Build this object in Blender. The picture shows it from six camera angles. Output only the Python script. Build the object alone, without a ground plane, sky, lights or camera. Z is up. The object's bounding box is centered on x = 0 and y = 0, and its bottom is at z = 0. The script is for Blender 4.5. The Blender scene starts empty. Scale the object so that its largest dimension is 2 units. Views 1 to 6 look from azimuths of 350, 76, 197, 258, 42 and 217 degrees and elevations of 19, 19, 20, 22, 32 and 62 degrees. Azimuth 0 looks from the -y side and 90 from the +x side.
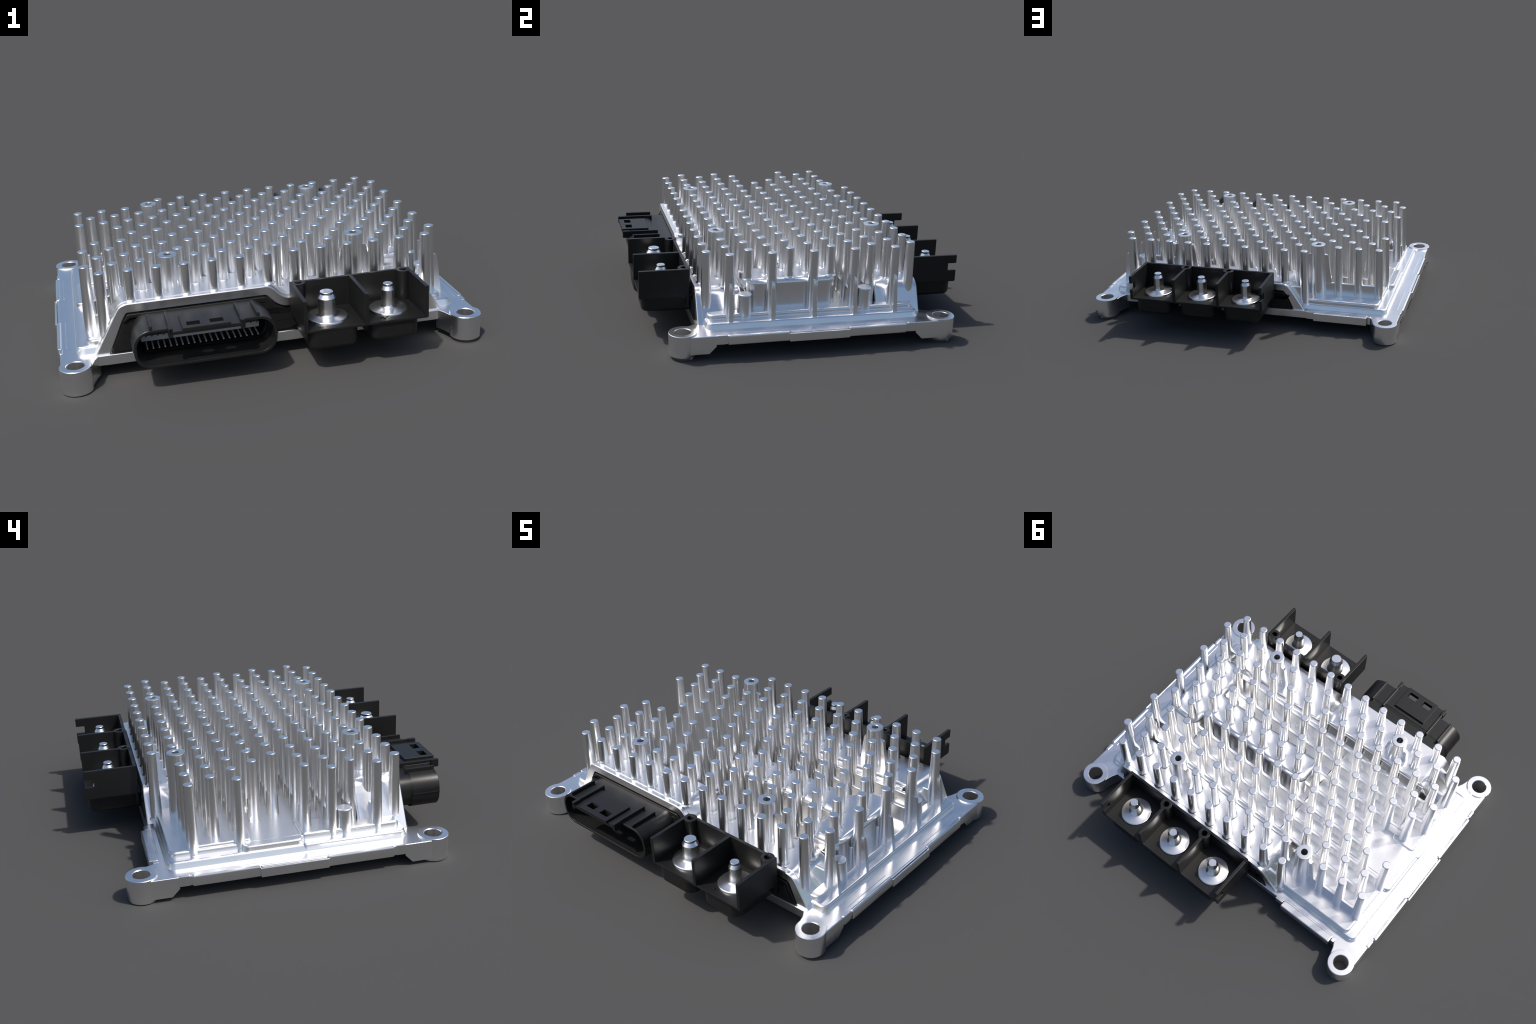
import bpy, bmesh, math
from mathutils import Vector, Matrix

# ------------------------------------------------------------------ frame
YAW, TILT = 0.0055, 0.007          # the unit lies very slightly turned and tilted
FLANGE_TOP, FLANGE_BOTTOM = 0.1175, 0.071
EAR_X, EAR_Y, EAR_R, EAR_HOLE = 0.913, 0.690, 0.073, 0.041
EAR_TOP, EAR_BOTTOM = 0.125, 0.0066
PITCH_X, PITCH_Y, PIN_TOP = 0.1272, 0.110, 0.4925
TROUGH, RIB_TOP = 0.150, 0.254
SIDE_Z, CONN_Z, MID_Z = 0.279, 0.347, 0.333   # plateau heights
RIM_Y, WALL_Y = 0.600, 0.360

# ------------------------------------------------------------------ materials
def principled(name, color, metallic, rough, spec=0.5):
    m = bpy.data.materials.new(name); m.use_nodes = True
    nt = m.node_tree; b = nt.nodes["Principled BSDF"]
    b.inputs["Base Color"].default_value = (*color, 1)
    b.inputs["Metallic"].default_value = metallic
    b.inputs["Roughness"].default_value = rough
    b.inputs["Specular IOR Level"].default_value = spec
    return m, nt, b

def grain(nt, b, scale, rough_lo, rough_hi, bump, dist, col=None):
    tc = nt.nodes.new("ShaderNodeTexCoord")
    n = nt.nodes.new("ShaderNodeTexNoise"); n.inputs["Scale"].default_value = scale
    n.inputs["Detail"].default_value = 4
    nt.links.new(tc.outputs["Object"], n.inputs["Vector"])
    mr = nt.nodes.new("ShaderNodeMapRange")
    mr.inputs["To Min"].default_value = rough_lo; mr.inputs["To Max"].default_value = rough_hi
    nt.links.new(n.outputs["Fac"], mr.inputs["Value"])
    nt.links.new(mr.outputs["Result"], b.inputs["Roughness"])
    if bump:
        bp = nt.nodes.new("ShaderNodeBump"); bp.inputs["Strength"].default_value = bump
        bp.inputs["Distance"].default_value = dist
        nt.links.new(n.outputs["Fac"], bp.inputs["Height"])
        nt.links.new(bp.outputs["Normal"], b.inputs["Normal"])
    if col:
        cr = nt.nodes.new("ShaderNodeValToRGB")
        cr.color_ramp.elements[0].color = (*col[0], 1); cr.color_ramp.elements[1].color = (*col[1], 1)
        cr.color_ramp.elements[0].position = .3; cr.color_ramp.elements[1].position = .7
        nt.links.new(n.outputs["Fac"], cr.inputs["Fac"])
        nt.links.new(cr.outputs["Color"], b.inputs["Base Color"])

ALU, nt, b = principled("cast_aluminium", (.88, .88, .89), 1.0, .2)
grain(nt, b, 9, .26, .30, 0, 0, ((.93, .93, .93), (.96, .96, .96)))
STEEL, nt, b = principled("stud_steel", (.92, .92, .92), 1.0, .28)
grain(nt, b, 14, .24, .32, 0, 0, ((.90, .90, .90), (.94, .94, .94)))
PLASTIC, nt, b = principled("black_plastic", (.0105, .0105, .0105), 0.0, .4, .37)
grain(nt, b, 60, .36, .42, 0.02, .002, ((.0095, .0095, .0095), (.0115, .0115, .0115)))
PIN_METAL, nt, b = principled("contact_lightened", (.52, .53, .55), 0.25, .4)  # grey lightened and metallic lowered to offset the shade inside the connector bore
grain(nt, b, 40, .35, .45, 0, 0, ((.50, .51, .53), (.55, .56, .58)))

# ------------------------------------------------------------------ mesh kit
class Kit:
    """Collects closed solids into one mesh."""
    def __init__(self): self.v, self.f = [], []
    def add(self, verts, faces):
        o = len(self.v); self.v += [tuple(p) for p in verts]; self.f += [tuple(i + o for i in f) for f in faces]
        return self
    def loft(self, rings, cap0=True, cap1=True):
        n = len(rings[0]); vs = [p for r in rings for p in r]; fs = []
        for k in range(len(rings) - 1):
            for i in range(n):
                j = (i + 1) % n
                fs.append((k*n+i, k*n+j, (k+1)*n+j, (k+1)*n+i))
        if cap0: fs.append(tuple(range(n-1, -1, -1)))
        if cap1: fs.append(tuple(range((len(rings)-1)*n, len(rings)*n)))
        return self.add(vs, fs)
    def prism(self, outline, z0, z1, bevel=0.0, draft=0.0, axis="z", bevel0=0.0, steps=4):
        """Extrude a CCW outline; rounded rim at z1 (bevel) and z0 (bevel0); draft widens the foot."""
        h = abs(z1 - z0); s = 1 if z1 > z0 else -1
        levels = []
        if bevel0:
            for i in range(steps + 1):
                a = math.pi/2*i/steps; levels.append((bevel0*(1-math.cos(a)), draft - bevel0*(1-math.sin(a))))
        else: levels.append((0, draft))
        if bevel:
            for i in range(steps + 1):
                a = math.pi/2*i/steps; levels.append((h - bevel + bevel*math.sin(a), -bevel*(1-math.cos(a))))
            if bevel > .0035: levels.append((h, -bevel*1.25))      # support loop keeps the top flat
        else: levels.append((h, 0))
        rings = []
        for d, off in levels:
            z = z0 + s*d; ring = offset(outline, off)
            rings.append([place(p, z, axis) for p in ring])
        if (s < 0) != (axis == "y"): rings = [r[::-1] for r in rings]
        return self.loft(rings)
    def box(self, x0, x1, y0, y1, z0, z1, bevel=0.003):
        o = [(x0, y0), (x1, y0), (x1, y1), (x0, y1)]
        if bevel: o = fillet(o, bevel, 2)
        return self.prism(o, z0, z1, bevel, 0, "z", bevel, 2)
    def lathe(self, profile, cx=0, cy=0, n=32, close=False):
        """profile: (r, z) from bottom axis outwards and up to the top axis."""
        vs, fs, idx = [], [], []
        for r, z in profile:
            if r < 1e-6: idx.append([len(vs)]); vs.append((cx, cy, z))
            else:
                idx.append(list(range(len(vs), len(vs)+n)))
                vs += [(cx+r*math.cos(2*math.pi*i/n), cy+r*math.sin(2*math.pi*i/n), z) for i in range(n)]
        pairs = list(zip(idx, idx[1:])) + ([(idx[-1], idx[0])] if close else [])
        for a, c in pairs:
            for i in range(n):
                j = (i+1) % n
                if len(a) == 1: fs.append((a[0], c[j], c[i]))
                elif len(c) == 1: fs.append((a[i], a[j], c[0]))
                else: fs.append((a[i], a[j], c[j], c[i]))
        return self.add(vs, fs)
    def mesh(self, name, mat, angle=38, weld=0.0):
        me = bpy.data.meshes.new(name); me.from_pydata(self.v, [], self.f)
        bm = bmesh.new(); bm.from_mesh(me)
        bmesh.ops.recalc_face_normals(bm, faces=bm.faces); bm.to_mesh(me); bm.free()
        me.materials.append(mat); me.shade_smooth()
        if angle < 180: me.set_sharp_from_angle(angle=math.radians(angle))
        me.update(); return me

def place(p, z, axis):
    return (p[0], p[1], z) if axis == "z" else (p[0], z, p[1])

def offset(outline, d):
    """Miter offset of a CCW polygon (positive d grows it)."""
    if abs(d) < 1e-9: return list(outline)
    n = len(outline); out = []
    for i in range(n):
        p0, p, p1 = Vector(outline[i-1]), Vector(outline[i]), Vector(outline[(i+1) % n])
        a, c = (p-p0).normalized(), (p1-p).normalized()
        na, nc = Vector((a.y, -a.x)), Vector((c.y, -c.x))
        m = na + nc
        m = m / max(0.35, m.dot(m)/2) if m.length > 1e-6 else na
        out.append(tuple(p + m*d))
    return out

def fillet(outline, radius, n=6):
    """Round the corners of a polygon; radius is a number or a list per corner."""
    out = []; N = len(outline)
    for i in range(N):
        r = radius[i] if isinstance(radius, (list, tuple)) else radius
        p0, p, p1 = Vector(outline[i-1]), Vector(outline[i]), Vector(outline[(i+1) % N])
        a, c = (p0-p), (p1-p)
        ang = a.angle(c)
        if r <= 0 or ang > math.pi - .02: out.append(tuple(p)); continue
        t = min(r/math.tan(ang/2), a.length*.49, c.length*.49); r = t*math.tan(ang/2)
        q0, q1 = p + a.normalized()*t, p + c.normalized()*t
        ctr = p + (a.normalized()+c.normalized()).normalized()*(r/math.sin(ang/2))
        s0, s1 = q0-ctr, q1-ctr
        tot = s0.angle_signed(s1)
        for k in range(n+1):
            th = -tot*k/n
            out.append((ctr.x + s0.x*math.cos(th) - s0.y*math.sin(th), ctr.y + s0.x*math.sin(th) + s0.y*math.cos(th)))
    return out

def mirror(outline, sx=1, sy=1):
    o = [(x*sx, y*sy) for x, y in outline]
    return o[::-1] if sx*sy < 0 else o

COL = bpy.context.scene.collection
def obj(name, me, parent, loc=(0, 0, 0)):
    o = bpy.data.objects.new(name, me); COL.objects.link(o)
    o.parent = parent; o.location = loc
    if name != "terminal_stud":           # broad faces keep their own normals beside rounded edges
        w = o.modifiers.new("face_weight", "WEIGHTED_NORMAL"); w.keep_sharp = True; w.weight = 90
    return o

# ------------------------------------------------------------------ root
root = bpy.data.objects.new("motor_controller", None); COL.objects.link(root)
root["label"] = "silver pin fin heat sink controller with black plastic terminals"
root["category"] = "power electronics"
root.matrix_world = Matrix.Rotation(YAW, 4, "Z") @ Matrix.Rotation(-TILT, 4, "Y")

# ------------------------------------------------------------------ flange with ears
def flange_outline(edge_x, edge_y, inner):
    """Quarter outline with the notch that seats inside the ear tube, mirrored four times."""
    q = [(edge_x, 0.30), (edge_x, EAR_Y-.01)]
    for k in range(9):
        th = math.radians(0 - 200*k/8)
        q.append((EAR_X + inner*math.cos(th), EAR_Y + inner*math.sin(th)))
    q += [(EAR_X-.071, EAR_Y+.012), (EAR_X-.088, EAR_Y-.045), (.808, edge_y), (.40, edge_y)]
    pts = list(q)
    pts += [(-x, y) for x, y in q[::-1]]
    pts += [(-x, -y) for x, y in q]
    pts += [(x, -y) for x, y in q[::-1]]
    return pts

k = Kit()
k.prism(flange_outline(.979, .612, .058), FLANGE_BOTTOM, FLANGE_TOP, .004, 0, "z", 0, 3)
# stepped tray that carries the pin field
tray1 = fillet([(-.898, -.566), (.898, -.566), (.898, .566), (-.898, .566)], .035)
tray2 = fillet([(-.848, -.552), (.848, -.552), (.848, .552), (-.848, .552)], .035)
k.prism(tray1, .10, .149, .012, .014)
k.prism(tray2, .11, .150, .012, .006)
for s in (-1, 1):               # raised floor at both ends of the pin field
    xi, xo = (.60, .850) if s > 0 else (.17, .850)
    o = fillet([(xi, -.552), (xo, -.552), (xo, .556), (xi, .556)], [.02, .035, .035, .02])
    k.prism(mirror(o, s, 1), .12, .1745, .012, .004)
k.prism(fillet([(-.835, .165), (-.43, .165), (-.43, .455), (-.835, .455)], .02), .13, .186, .008, .004)   # pad in the open corner
housing = obj("housing", k.mesh("housing", ALU), root)

# legs under the flange next to each ear
leg = [(.9782, .53), (.9782, EAR_Y)] + [(EAR_X+.058*math.cos(math.radians(-200*i/10)), EAR_Y+.058*math.sin(math.radians(-200*i/10))) for i in range(11)]
leg += [(EAR_X-.071, EAR_Y+.008), (EAR_X-.088, EAR_Y-.045), (.805, .60), (.83, .555), (.90, .53)]
def leg_kit(sx, sy):
    kk = Kit()
    o = mirror(leg, sx, sy)
    rings = []          # straight side, then a chamfered toe that slides towards the ear
    for z, toe in ((.090, 0), (.060, 0), (.023, .036)):
        rings.append([(x, y + sy*(toe if abs(y) < .57 else 0), z) for x, y in o][::-1])
    kk.loft(rings)
    return kk
ear_profile = [(EAR_HOLE+.003, EAR_BOTTOM), (EAR_R-.006, EAR_BOTTOM), (EAR_R-.003, EAR_BOTTOM+.003), (EAR_R, EAR_TOP-.003),
               (EAR_R-.002, EAR_TOP-.0005), (EAR_R-.004, EAR_TOP), (EAR_HOLE+.003, EAR_TOP), (EAR_HOLE, EAR_TOP-.003), (EAR_HOLE, EAR_BOTTOM+.003)]
for sx, sy in ((-1, -1), (1, -1), (1, 1), (-1, 1)):
    kk = leg_kit(sx, sy)
    kk.lathe(ear_profile, sx*EAR_X, sy*EAR_Y, 64, close=True)
    obj("mounting_ear", kk.mesh("mounting_ear", ALU, 30), housing)

# crimped edge bars along the flange
def edge_bar(x0, x1, y0, y1, z0, z1, ch):
    kk = Kit(); kk.box(x0, x1, y0, y1, z0, z1, ch); return kk
for s in (-1, 1):
    kk = Kit()
    def bar(xa, xb, ya, yb, za, zb, bv):
        x0, x1 = sorted((s*xa, s*xb)); kk.box(x0, x1, ya, yb, za, zb, bv)
    bar(.966, .992, -.475, -.152, .067, .1215, .010)
    bar(.966, .992, .158, .475, .067, .1215, .010)
    bar(.965, .986, -.150, .156, .068, .116, .003)
    bar(.988, .999, -.158, .163, .067, .113, .004)
    bar(.965, .9835, -.530, -.482, .070, .1205, .004)
    bar(.965, .9835, .482, .530, .070, .1205, .004)
    obj("edge_bar", kk.mesh("edge_bar", ALU), housing)
    kk = Kit()
    for ya, yb in ((-.470, -.157), (.163, .470)):        # fine line behind the crimp
        x0, x1 = sorted((s*.948, s*.9505)); kk.box(x0, x1, ya, yb, .110, .1192, .0008)
    obj("crimp_ridge", kk.mesh("crimp_ridge", ALU), housing)
kk = Kit()
kk.box(-.790, -.455, .600, .643, .068, .1205, .005)
kk.box(-.812, -.792, .600, .626, .071, .119, .003)
kk.box(-.452, -.405, .600, .624, .071, .119, .003)
kk.box(-.785, -.46, .590, .5925, .1, .1192, .0008)
obj("edge_bar", kk.mesh("edge_bar", ALU), housing)
# cover sheet closing the underside
kk = Kit(); kk.box(-.90, .90, -.565, .565, .046, .0725, .004)
obj("bottom_cover", kk.mesh("bottom_cover", ALU), root)

# ------------------------------------------------------------------ plateaus of the cast floor
# front (-y) arch: high over the signal connector, low behind the two-pole block
front_arch = [(-.835, .09), (-.724, .290), (-.690, CONN_Z), (-.002, CONN_Z), (.060, SIDE_Z), (.730, SIDE_Z), (.843, .09)]
front_round = [0, .10, .06, .07, .06, .07, 0]
back_arch = [(-.405, .09), (-.320, .222), (-.278, SIDE_Z-.001), (.762, SIDE_Z-.001), (.843, .09)]
back_round = [0, .05, .06, .07, 0]
def arch(outline, radii, sy, front_depth=.028, rim=.044):
    outer = fillet(outline, radii, 10)
    kk = Kit()
    body = outer[::-1]          # (x,z) listed bottom-left to bottom-right over the top: make CCW
    # solid behind the recess, rounded towards the pin field
    kk.prism(body, sy*(RIM_Y-front_depth), sy*WALL_Y, .014, .004, "y")
    # rim frame
    inner = [(p[0], p[1]) for p in offset(body, -rim)]
    zmin = min(p[1] for p in inner)
    inner = [(x, (z if z > zmin+1e-4 else .104)) for x, z in inner]
    n = len(body); y0, y1, yb = sy*(RIM_Y-front_depth-.004), sy*(RIM_Y-.004), sy*RIM_Y
    lip = offset(body, -.004); lipi = offset(inner, .003)
    ring = lambda o, y: [(x, y, z) for x, z in o]
    rs = [ring(body, y0), ring(body, y1), ring(lip, yb), ring(lipi, yb), ring(inner, y1), ring(inner, y0)]
    kk.loft(rs, False, False)
    return kk, inner
kk, front_inner = arch(front_arch, front_round, -1)
obj("front_wall", kk.mesh("front_wall", ALU, 40), housing)
kk, back_inner = arch(back_arch, back_round, 1)
obj("rear_wall", kk.mesh("rear_wall", ALU, 40), housing)

# middle plateau, T shaped, with a soft lip
tee = fillet([(-.135, -.125), (.592, -.125), (.592, -.335), (.792, -.335), (.792, .142), (.592, .142), (.592, .058), (-.135, .058)],
             [.045, .015, .050, .055, .055, .042, .015, .045], 6)
kk = Kit(); kk.prism(tee, .10, MID_Z, .028, .004, "z", 0, 7)
# smooth sheet without pins at the -x end
sheet = fillet([(-.886, -.070), (-.60, -.075), (-.60, .165), (-.70, .235), (-.886, .215)], [.03, .02, .05, .05, .03])
kk.prism(sheet, .10, .1735, .010, .006)
step = fillet([(-.852, -.545), (-.70, -.545), (-.70, -.060), (-.852, -.060)], .025)
kk.prism(step, .10, .181, .010, .006)
ledge = fillet([(-.902, -.560), (-.72, -.560), (-.72, -.055), (-.902, -.055)], .025)
kk.prism(ledge, .09, .1515, .010, .004)
# shoulders that lead from the raised sides down to the first rib row
def shoulder(x0, x1, sy, z_hi):
    prof = [(WALL_Y+.03, .12), (WALL_Y+.03, z_hi-.012), (WALL_Y-.004, z_hi-.014), (.340, .2575), (.331, .2525), (.331, .12)]
    kk.loft([[(x, sy*y, z) for y, z in prof] for x in (x0, x1)])
shoulder(-.69, .04, -1, CONN_Z); shoulder(.035, .70, -1, SIDE_Z); shoulder(-.30, .70, 1, SIDE_Z)
obj("floor_plateau", kk.mesh("floor_plateau", ALU, 40), housing)

# ------------------------------------------------------------------ pin field
def floor_height(x, y):
    if y < -WALL_Y-.01:
        if -.66 < x < .03: return CONN_Z
        if .03 <= x < .715: return SIDE_Z
    if y > WALL_Y+.01 and -.28 < x < .715: return SIDE_Z
    if -.12 < x < .745 and -.12 < y < .05: return MID_Z
    if .595 < x < .775 and -.33 < y < .13: return MID_Z
    return TROUGH-.006

def pin_mesh(zb):
    rt, draft = .0228, .018
    r = lambda z: rt + (PIN_TOP - z)*draft
    prof = [(0, zb-.004), (r(zb)+.007, zb-.004), (r(zb)+.006, zb+.0005), (r(zb)+.0025, zb+.003), (r(zb)+.0006, zb+.007), (r(zb), zb+.014),
            (rt+.0001, PIN_TOP-.0040), (rt-.0010, PIN_TOP-.0011), (rt-.0036, PIN_TOP), (rt-.0056, PIN_TOP), (0, PIN_TOP)]
    return Kit().lathe(prof, 0, 0, 28).mesh("cooling_pin", ALU, 80)
pin_meshes = {}
missing = {(10, -4), (10, -5), (10, -6), (6, -6), (5, -7), (5, -6)}
rows = {}
for row in range(11):
    y = -.549 + PITCH_Y*row
    ms = range(-6, 7) if row % 2 == 0 else range(-7, 7)
    for m in ms:
        if (row, m) in missing: continue
        x = (m if row % 2 == 0 else m + .5)*PITCH_X
        boss = row in (1, 9) and m in (-4, 3)
        rows.setdefault(row, []).append((m, x, y, boss))
        if boss: continue
        zb = floor_height(x, y)
        if zb not in pin_meshes: pin_meshes[zb] = pin_mesh(zb)
        obj("cooling_pin", pin_meshes[zb], housing, (x, y, 0))

# ribs that tie neighbouring pins together across the troughs
kk = Kit()
for row, lst in rows.items():
    for (m0, x0, y0, b0), (m1, x1, y1, b1) in zip(lst, lst[1:]):
        if m1 != m0+1: continue
        o = [(x0, y0-.011), (x1, y0-.011), (x1, y0+.011), (x0, y0+.011)]
        kk.prism(o, .12, RIB_TOP, .005, .006, "z", 0, 3)
ribs = obj("cross_rib", kk.mesh("cross_rib", ALU), housing); ribs["kind"] = "stuff"

# threaded bosses with two side gussets
BT = .5035
boss_prof = [(.018, .25), (.051, .25), (.0485, .30), (.0445, BT-.005), (.043, BT-.001), (.0405, BT), (.020, BT), (.018, BT-.002)]
bk = Kit().lathe(boss_prof, 0, 0, 48, close=True)
bk.lathe([(0, .14), (.053, .14), (.051, .252), (0, .252)], 0, 0, 48)
for s in (-1, 1):
    w = .010
    prof = [(.03, .14), (.088, .14), (.084, .27), (.064, .425), (.058, .437), (.03, .44)]
    rings = [[(s*x, yy, z) for x, z in prof] for yy in (-w, w)]
    bk.loft(rings)
boss_me = bk.mesh("screw_boss", ALU, 40)
for sx in (-1, 1):
    for row in (1, 9):
        obj("screw_boss", boss_me, housing, (sx*3.5*PITCH_X, -.549+PITCH_Y*row, 0))

# buttress blades outside the last pin column at +x
gk = Kit()
rings = []
for z, xo, w in ((.10, .066, .0125), (.30, .046, .0085), (.333, .041, .0075), (.341, .036, .0062)):
    rings.append([(0, -w, z), (xo, -w, z), (xo, w, z), (0, w, z)])
gk.loft(rings)
gus_me = gk.mesh("buttress", ALU, 40)
for row in (1, 3, 5, 7, 9):
    obj("buttress", gus_me, housing, (6.5*PITCH_X, -.549+PITCH_Y*row, 0))
# short ejector posts
post_me = Kit().lathe([(0, .14), (.041, .14), (.0365, .265), (.0352, .271), (.033, .273), (.031, .2732), (0, .2732)], 0, 0, 28).mesh("ejector_post", ALU, 50)
for x, y in ((.818, -.356), (.818, .287), (-.818, -.284)):
    obj("ejector_post", post_me, housing, (x, y, 0))

# ------------------------------------------------------------------ black closing plates inside the arches
def plate(inner, sy, parent, name):
    o = offset(inner, -.006)
    kk = Kit(); kk.prism(o, sy*(RIM_Y-.034), sy*(RIM_Y+.006), .004, 0, "y", 0, 3)
    kk.prism(offset(o, -.020), sy*(RIM_Y-.03), sy*(RIM_Y+.012), .003, 0, "y", 0, 3)
    return obj(name, kk.mesh(name, PLASTIC), parent)

# ------------------------------------------------------------------ terminal blocks
TB_TOP, TB_FLOOR = .361, .2195
def tube(kk, x, y, r0, r1, z0, z1, n=28):
    kk.lathe([(r0, z0), (r1, z0), (r1, z1-.001), (r1-.0015, z1), (r0+.0015, z1), (r0, z1-.0015)], x, y, n, close=True)
def stud_kit(r, rd):
    z = TB_FLOOR; t = .012
    zs = .318
    kk = Kit()
    kk.lathe([(rd, z-.006), (rd, z+t-.005), (rd-.002, z+t-.0022), (rd-.006, z+t-.0016), (r+.012, z+t+.0016), (r+.004, z+t+.0050), (r, z+t+.014), (r, z+t+.03), (r, zs)], 0, 0, 64)
    kk2 = Kit()
    kk2.lathe([(r, zs), (r*.70, zs+.017)], 0, 0, 48)
    kk2.lathe([(r*.66, zs+.0155), (r*.66, zs+.0195), (r*.72, zs+.020), (r*.72, zs+.0265), (r*.68, zs+.028), (0, zs+.028)], 0, 0, 48)
    return kk, kk2
def stud(r, rd, x, y, parent):
    a, c = stud_kit(r, rd)
    s = obj("terminal_stud", a.mesh("terminal_stud", STEEL, 180), parent, (x, y, 0))
    obj("stud_tip", c.mesh("stud_tip", STEEL, 25), parent, (x, y, 0))

def terminal_block(sy, walls, bosses, comps, notched, name):
    kk = Kit(); th = .009
    Y = lambda a, b: sorted((sy*a, sy*b))
    x0, x1 = min(walls), max(walls)
    ya, yb = Y(.616, .632); kk.box(x0-th+.0012, x1+th-.0012, ya, yb, .150, TB_TOP-.0012, .002)
    ya, yb = Y(.580, .8765); kk.box(x0-th+.0015, x1+th-.0015, ya, yb, TB_FLOOR-.012, TB_FLOOR, .002)
    for i, x in enumerate(walls):
        end = notched and i in (0, len(walls)-1)
        if end:
            ya, yb = Y(.617, .832); kk.box(x-th, x+th, ya, yb, TB_FLOOR-.008, TB_TOP, .002)
            ya, yb = Y(.826, .880); kk.box(x-th+.0003, x+th-.0003, ya, yb, .3145, TB_TOP-.0003, .002)
            kk.box(x-th+.0003, x+th-.0003, ya, yb, TB_FLOOR-.008, .2735, .002)
        else:
            back = .672 if any(abs(x-bx) < .01 for bx, by in bosses) else .617     # a wall stops at its screw boss
            ya, yb = Y(back, .879); kk.box(x-th, x+th, ya, yb, TB_FLOOR-.008, TB_TOP, .002)
    for x, y in bosses:
        tube(kk, x, sy*y, .0165, .033, .22, TB_TOP+.001)
        kk.lathe([(0, .20), (.0332, .20), (.0332, .235), (0, .235)], x, sy*y, 28)
    for x, front in comps:
        o = fillet([(x-.113, .585), (x+.113, .585), (x+.113, front), (x-.113, front)], [.002, .002, .045, .045])
        o = mirror(o, 1, sy) if sy < 0 else o
        kk.prism(o, TB_FLOOR-.008, .120, .018, .003)
        kk.lathe([(0, .108), (.055, .108), (.063, .111), (.068, .13), (0, .13)], x, sy*.748, 40)
    o = obj(name, kk.mesh(name, PLASTIC), root)
    return o

tb = terminal_block(-1, (.092, .370, .648), ((.1185, .641), (.6215, .641)), ((.222, .872), (.508, .862)), False, "terminal_block")
stud(.0415, .0945, .222, -.749, tb); stud(.0305, .0875, .511, -.747, tb)
tb3 = terminal_block(1, (-.196, .078, .360, .644), ((.362, .650), (.081, .650)), ((-.062, .872), (.222, .872), (.510, .872)), True, "terminal_block")
for x in (-.062, .224, .514): stud(.0305, .0875, x, .750, tb3)
# polarity marks pressed beside the studs
mk = Kit(); zt = TB_FLOOR+.0012
mk.box(.157, .197, -.849, -.839, TB_FLOOR-.003, zt, .0005)
mark = obj("minus_mark", mk.mesh("minus_mark", PLASTIC), tb)
mk = Kit(); mk.box(.442, .482, -.836, -.827, TB_FLOOR-.003, zt+.002, .0005); mk.box(.4575, .4665, -.851, -.812, TB_FLOOR-.003, zt+.0024, .0005)
obj("plus_mark", mk.mesh("plus_mark", PLASTIC), tb)
mk = Kit()
for x in (.425, .138, -.150): mk.box(x-.008, x+.008, .782, .792, TB_FLOOR-.003, zt, .0005)
obj("phase_mark", mk.mesh("phase_mark", PLASTIC), tb3)
plate(back_inner, 1, tb3, "sealing_plate")

# ------------------------------------------------------------------ signal connector
CX0, CX1, CZ0, CZ1 = -.658, -.027, .123, .302
conn_parts = Kit()
shell = fillet([(CX0, CZ0), (CX1, CZ0), (CX1, CZ1), (CX0, CZ1)], .078, 12)
bore = offset(shell, -.014)
ring = lambda o, y: [(x, y, z) for x, z in o]
rear, deep = offset(shell, -.008), offset(shell, -.020)
conn_parts.loft([ring(rear, -.565), ring(rear, -.688), ring(shell, -.692), ring(shell, -.828), ring(offset(shell, -.002), -.830),
                 ring(offset(bore, .002), -.830), ring(bore, -.828), ring(bore, -.700), ring(deep, -.696), ring(deep, -.612)], True, True)
connector = obj("signal_connector", conn_parts.mesh("signal_connector", PLASTIC), root)

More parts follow.
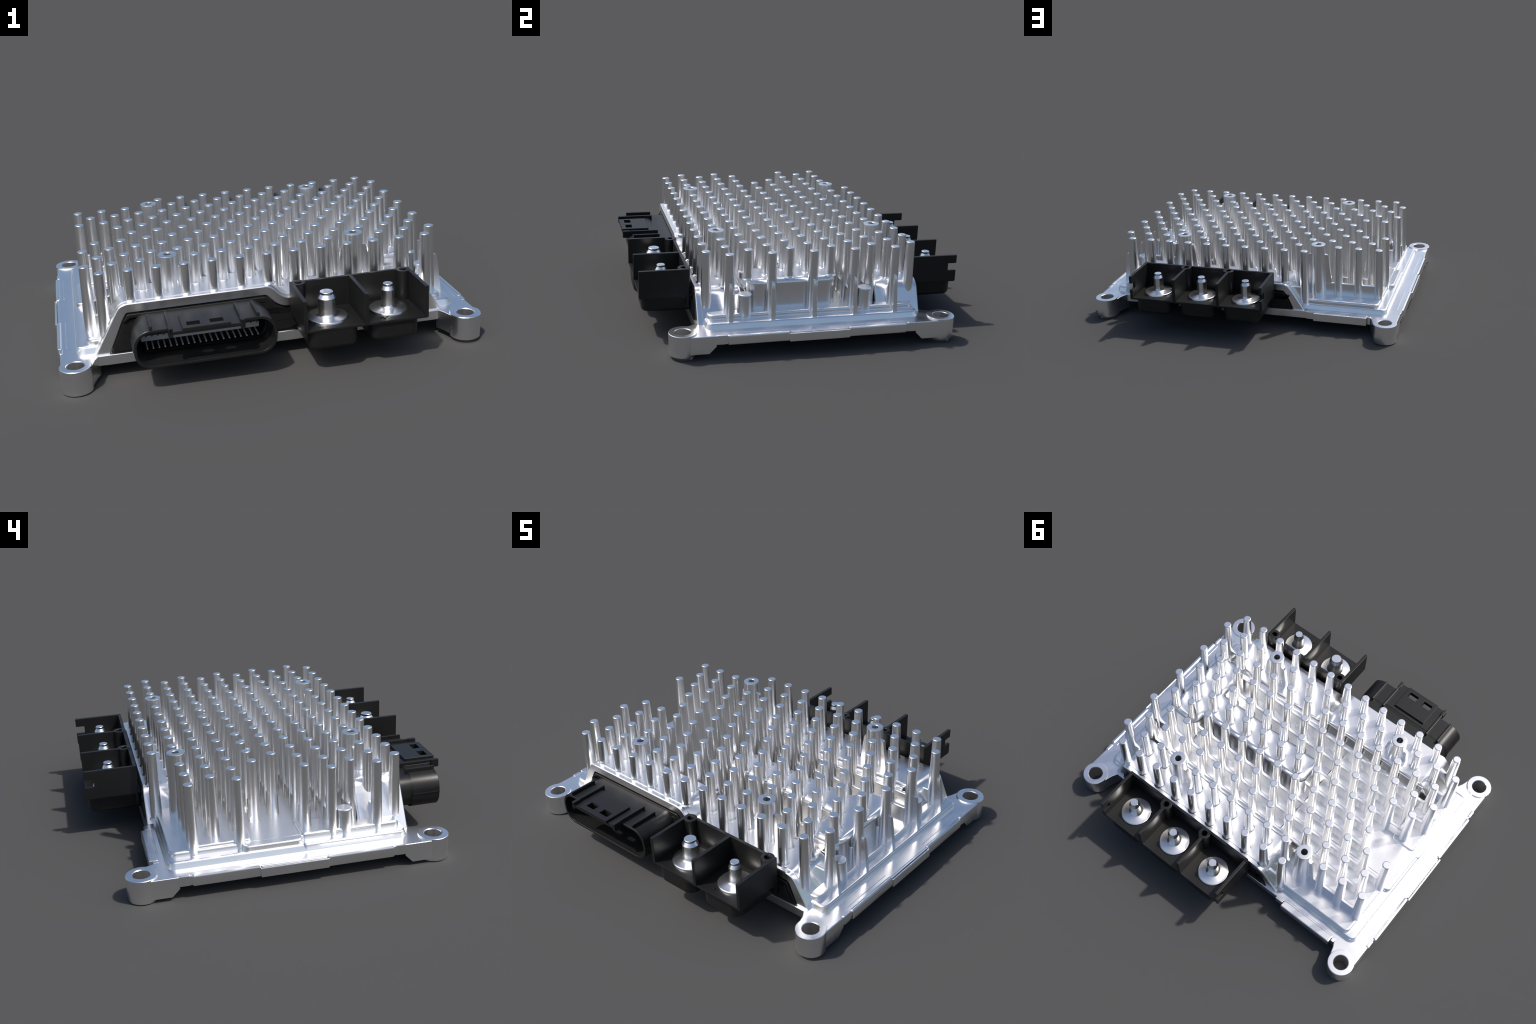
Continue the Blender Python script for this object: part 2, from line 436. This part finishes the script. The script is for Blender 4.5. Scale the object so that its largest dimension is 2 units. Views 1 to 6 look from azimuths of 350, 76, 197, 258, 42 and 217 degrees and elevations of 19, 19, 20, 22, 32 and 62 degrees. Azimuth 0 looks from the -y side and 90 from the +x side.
hood = Kit()
hood.box(-.506, -.179, -.882, -.700, .2905, .3055, .002)      # hood over the mouth
hood.box(-.446, -.239, -.8835, -.725, .300, .3175, .0015)     # raised latch window pad
hood_ob = obj("latch_hood", hood.mesh("latch_hood", PLASTIC), connector)
cut = Kit()
for xa, xb in ((-.321, -.262), (-.422, -.364)): cut.box(xa, xb, -.859, -.8205, .26, .36, 0)
cut_ob = obj("window_cutter", cut.mesh("window_cutter", PLASTIC), None)
for target in (hood_ob, connector):
    md = target.modifiers.new("window", "BOOLEAN"); md.operation = "DIFFERENCE"; md.object = cut_ob; md.solver = "EXACT"
    md.use_self = True
    target.modifiers["face_weight"].show_viewport = False
bpy.context.view_layer.update()
dg = bpy.context.evaluated_depsgraph_get()
for target in (hood_ob, connector):
    new = bpy.data.meshes.new_from_object(target.evaluated_get(dg)); target.modifiers.remove(target.modifiers["window"]); target.data = new
    target.modifiers["face_weight"].show_viewport = True
    new.shade_smooth(); new.set_sharp_from_angle(angle=math.radians(38))
bpy.data.objects.remove(cut_ob)

def guide(x, y0, y1, w, drop, wide):
    kk = Kit(); kk.box(x-w, x+w, y1, y0, .290, .3205, .003)
    if wide: kk.box(x-w-.004, x+w+.004, y1, y1+.042, drop, .3215, .003)
    return kk
for x, ya, yb, wide in ((-.578, -.675, -.828, 0), (-.499, -.675, -.884, 1), (-.186, -.675, -.884, 1), (-.108, -.675, -.828, 0)):
    obj("guide_rib", guide(x, ya, yb, .006, .280, wide).mesh("guide_rib", PLASTIC), connector)
sk = Kit()
for x in (CX0, CX1): sk.box(x-.004, x+.004, -.829, -.69, .210, .2165, .001)
obj("side_ridge", sk.mesh("side_ridge", PLASTIC), connector)
# contact pins, two rows
ck = Kit(); ck.box(-.0032, .0032, -.705, -.56, -.0032, .0032, .001)
cme = ck.mesh("contact_pin", PIN_METAL)
for i in range(20):
    x = -.592 + i*.0264
    obj("contact_pin", cme, connector, (x, 0, .164))
    obj("contact_pin", cme, connector, (x, .012, .212))
sk = Kit(); sk.box(-.614, -.072, -.640, -.600, .172, .198, .002)
obj("contact_carrier", sk.mesh("contact_carrier", PIN_METAL), connector)
plate(front_inner, -1, connector, "sealing_plate")
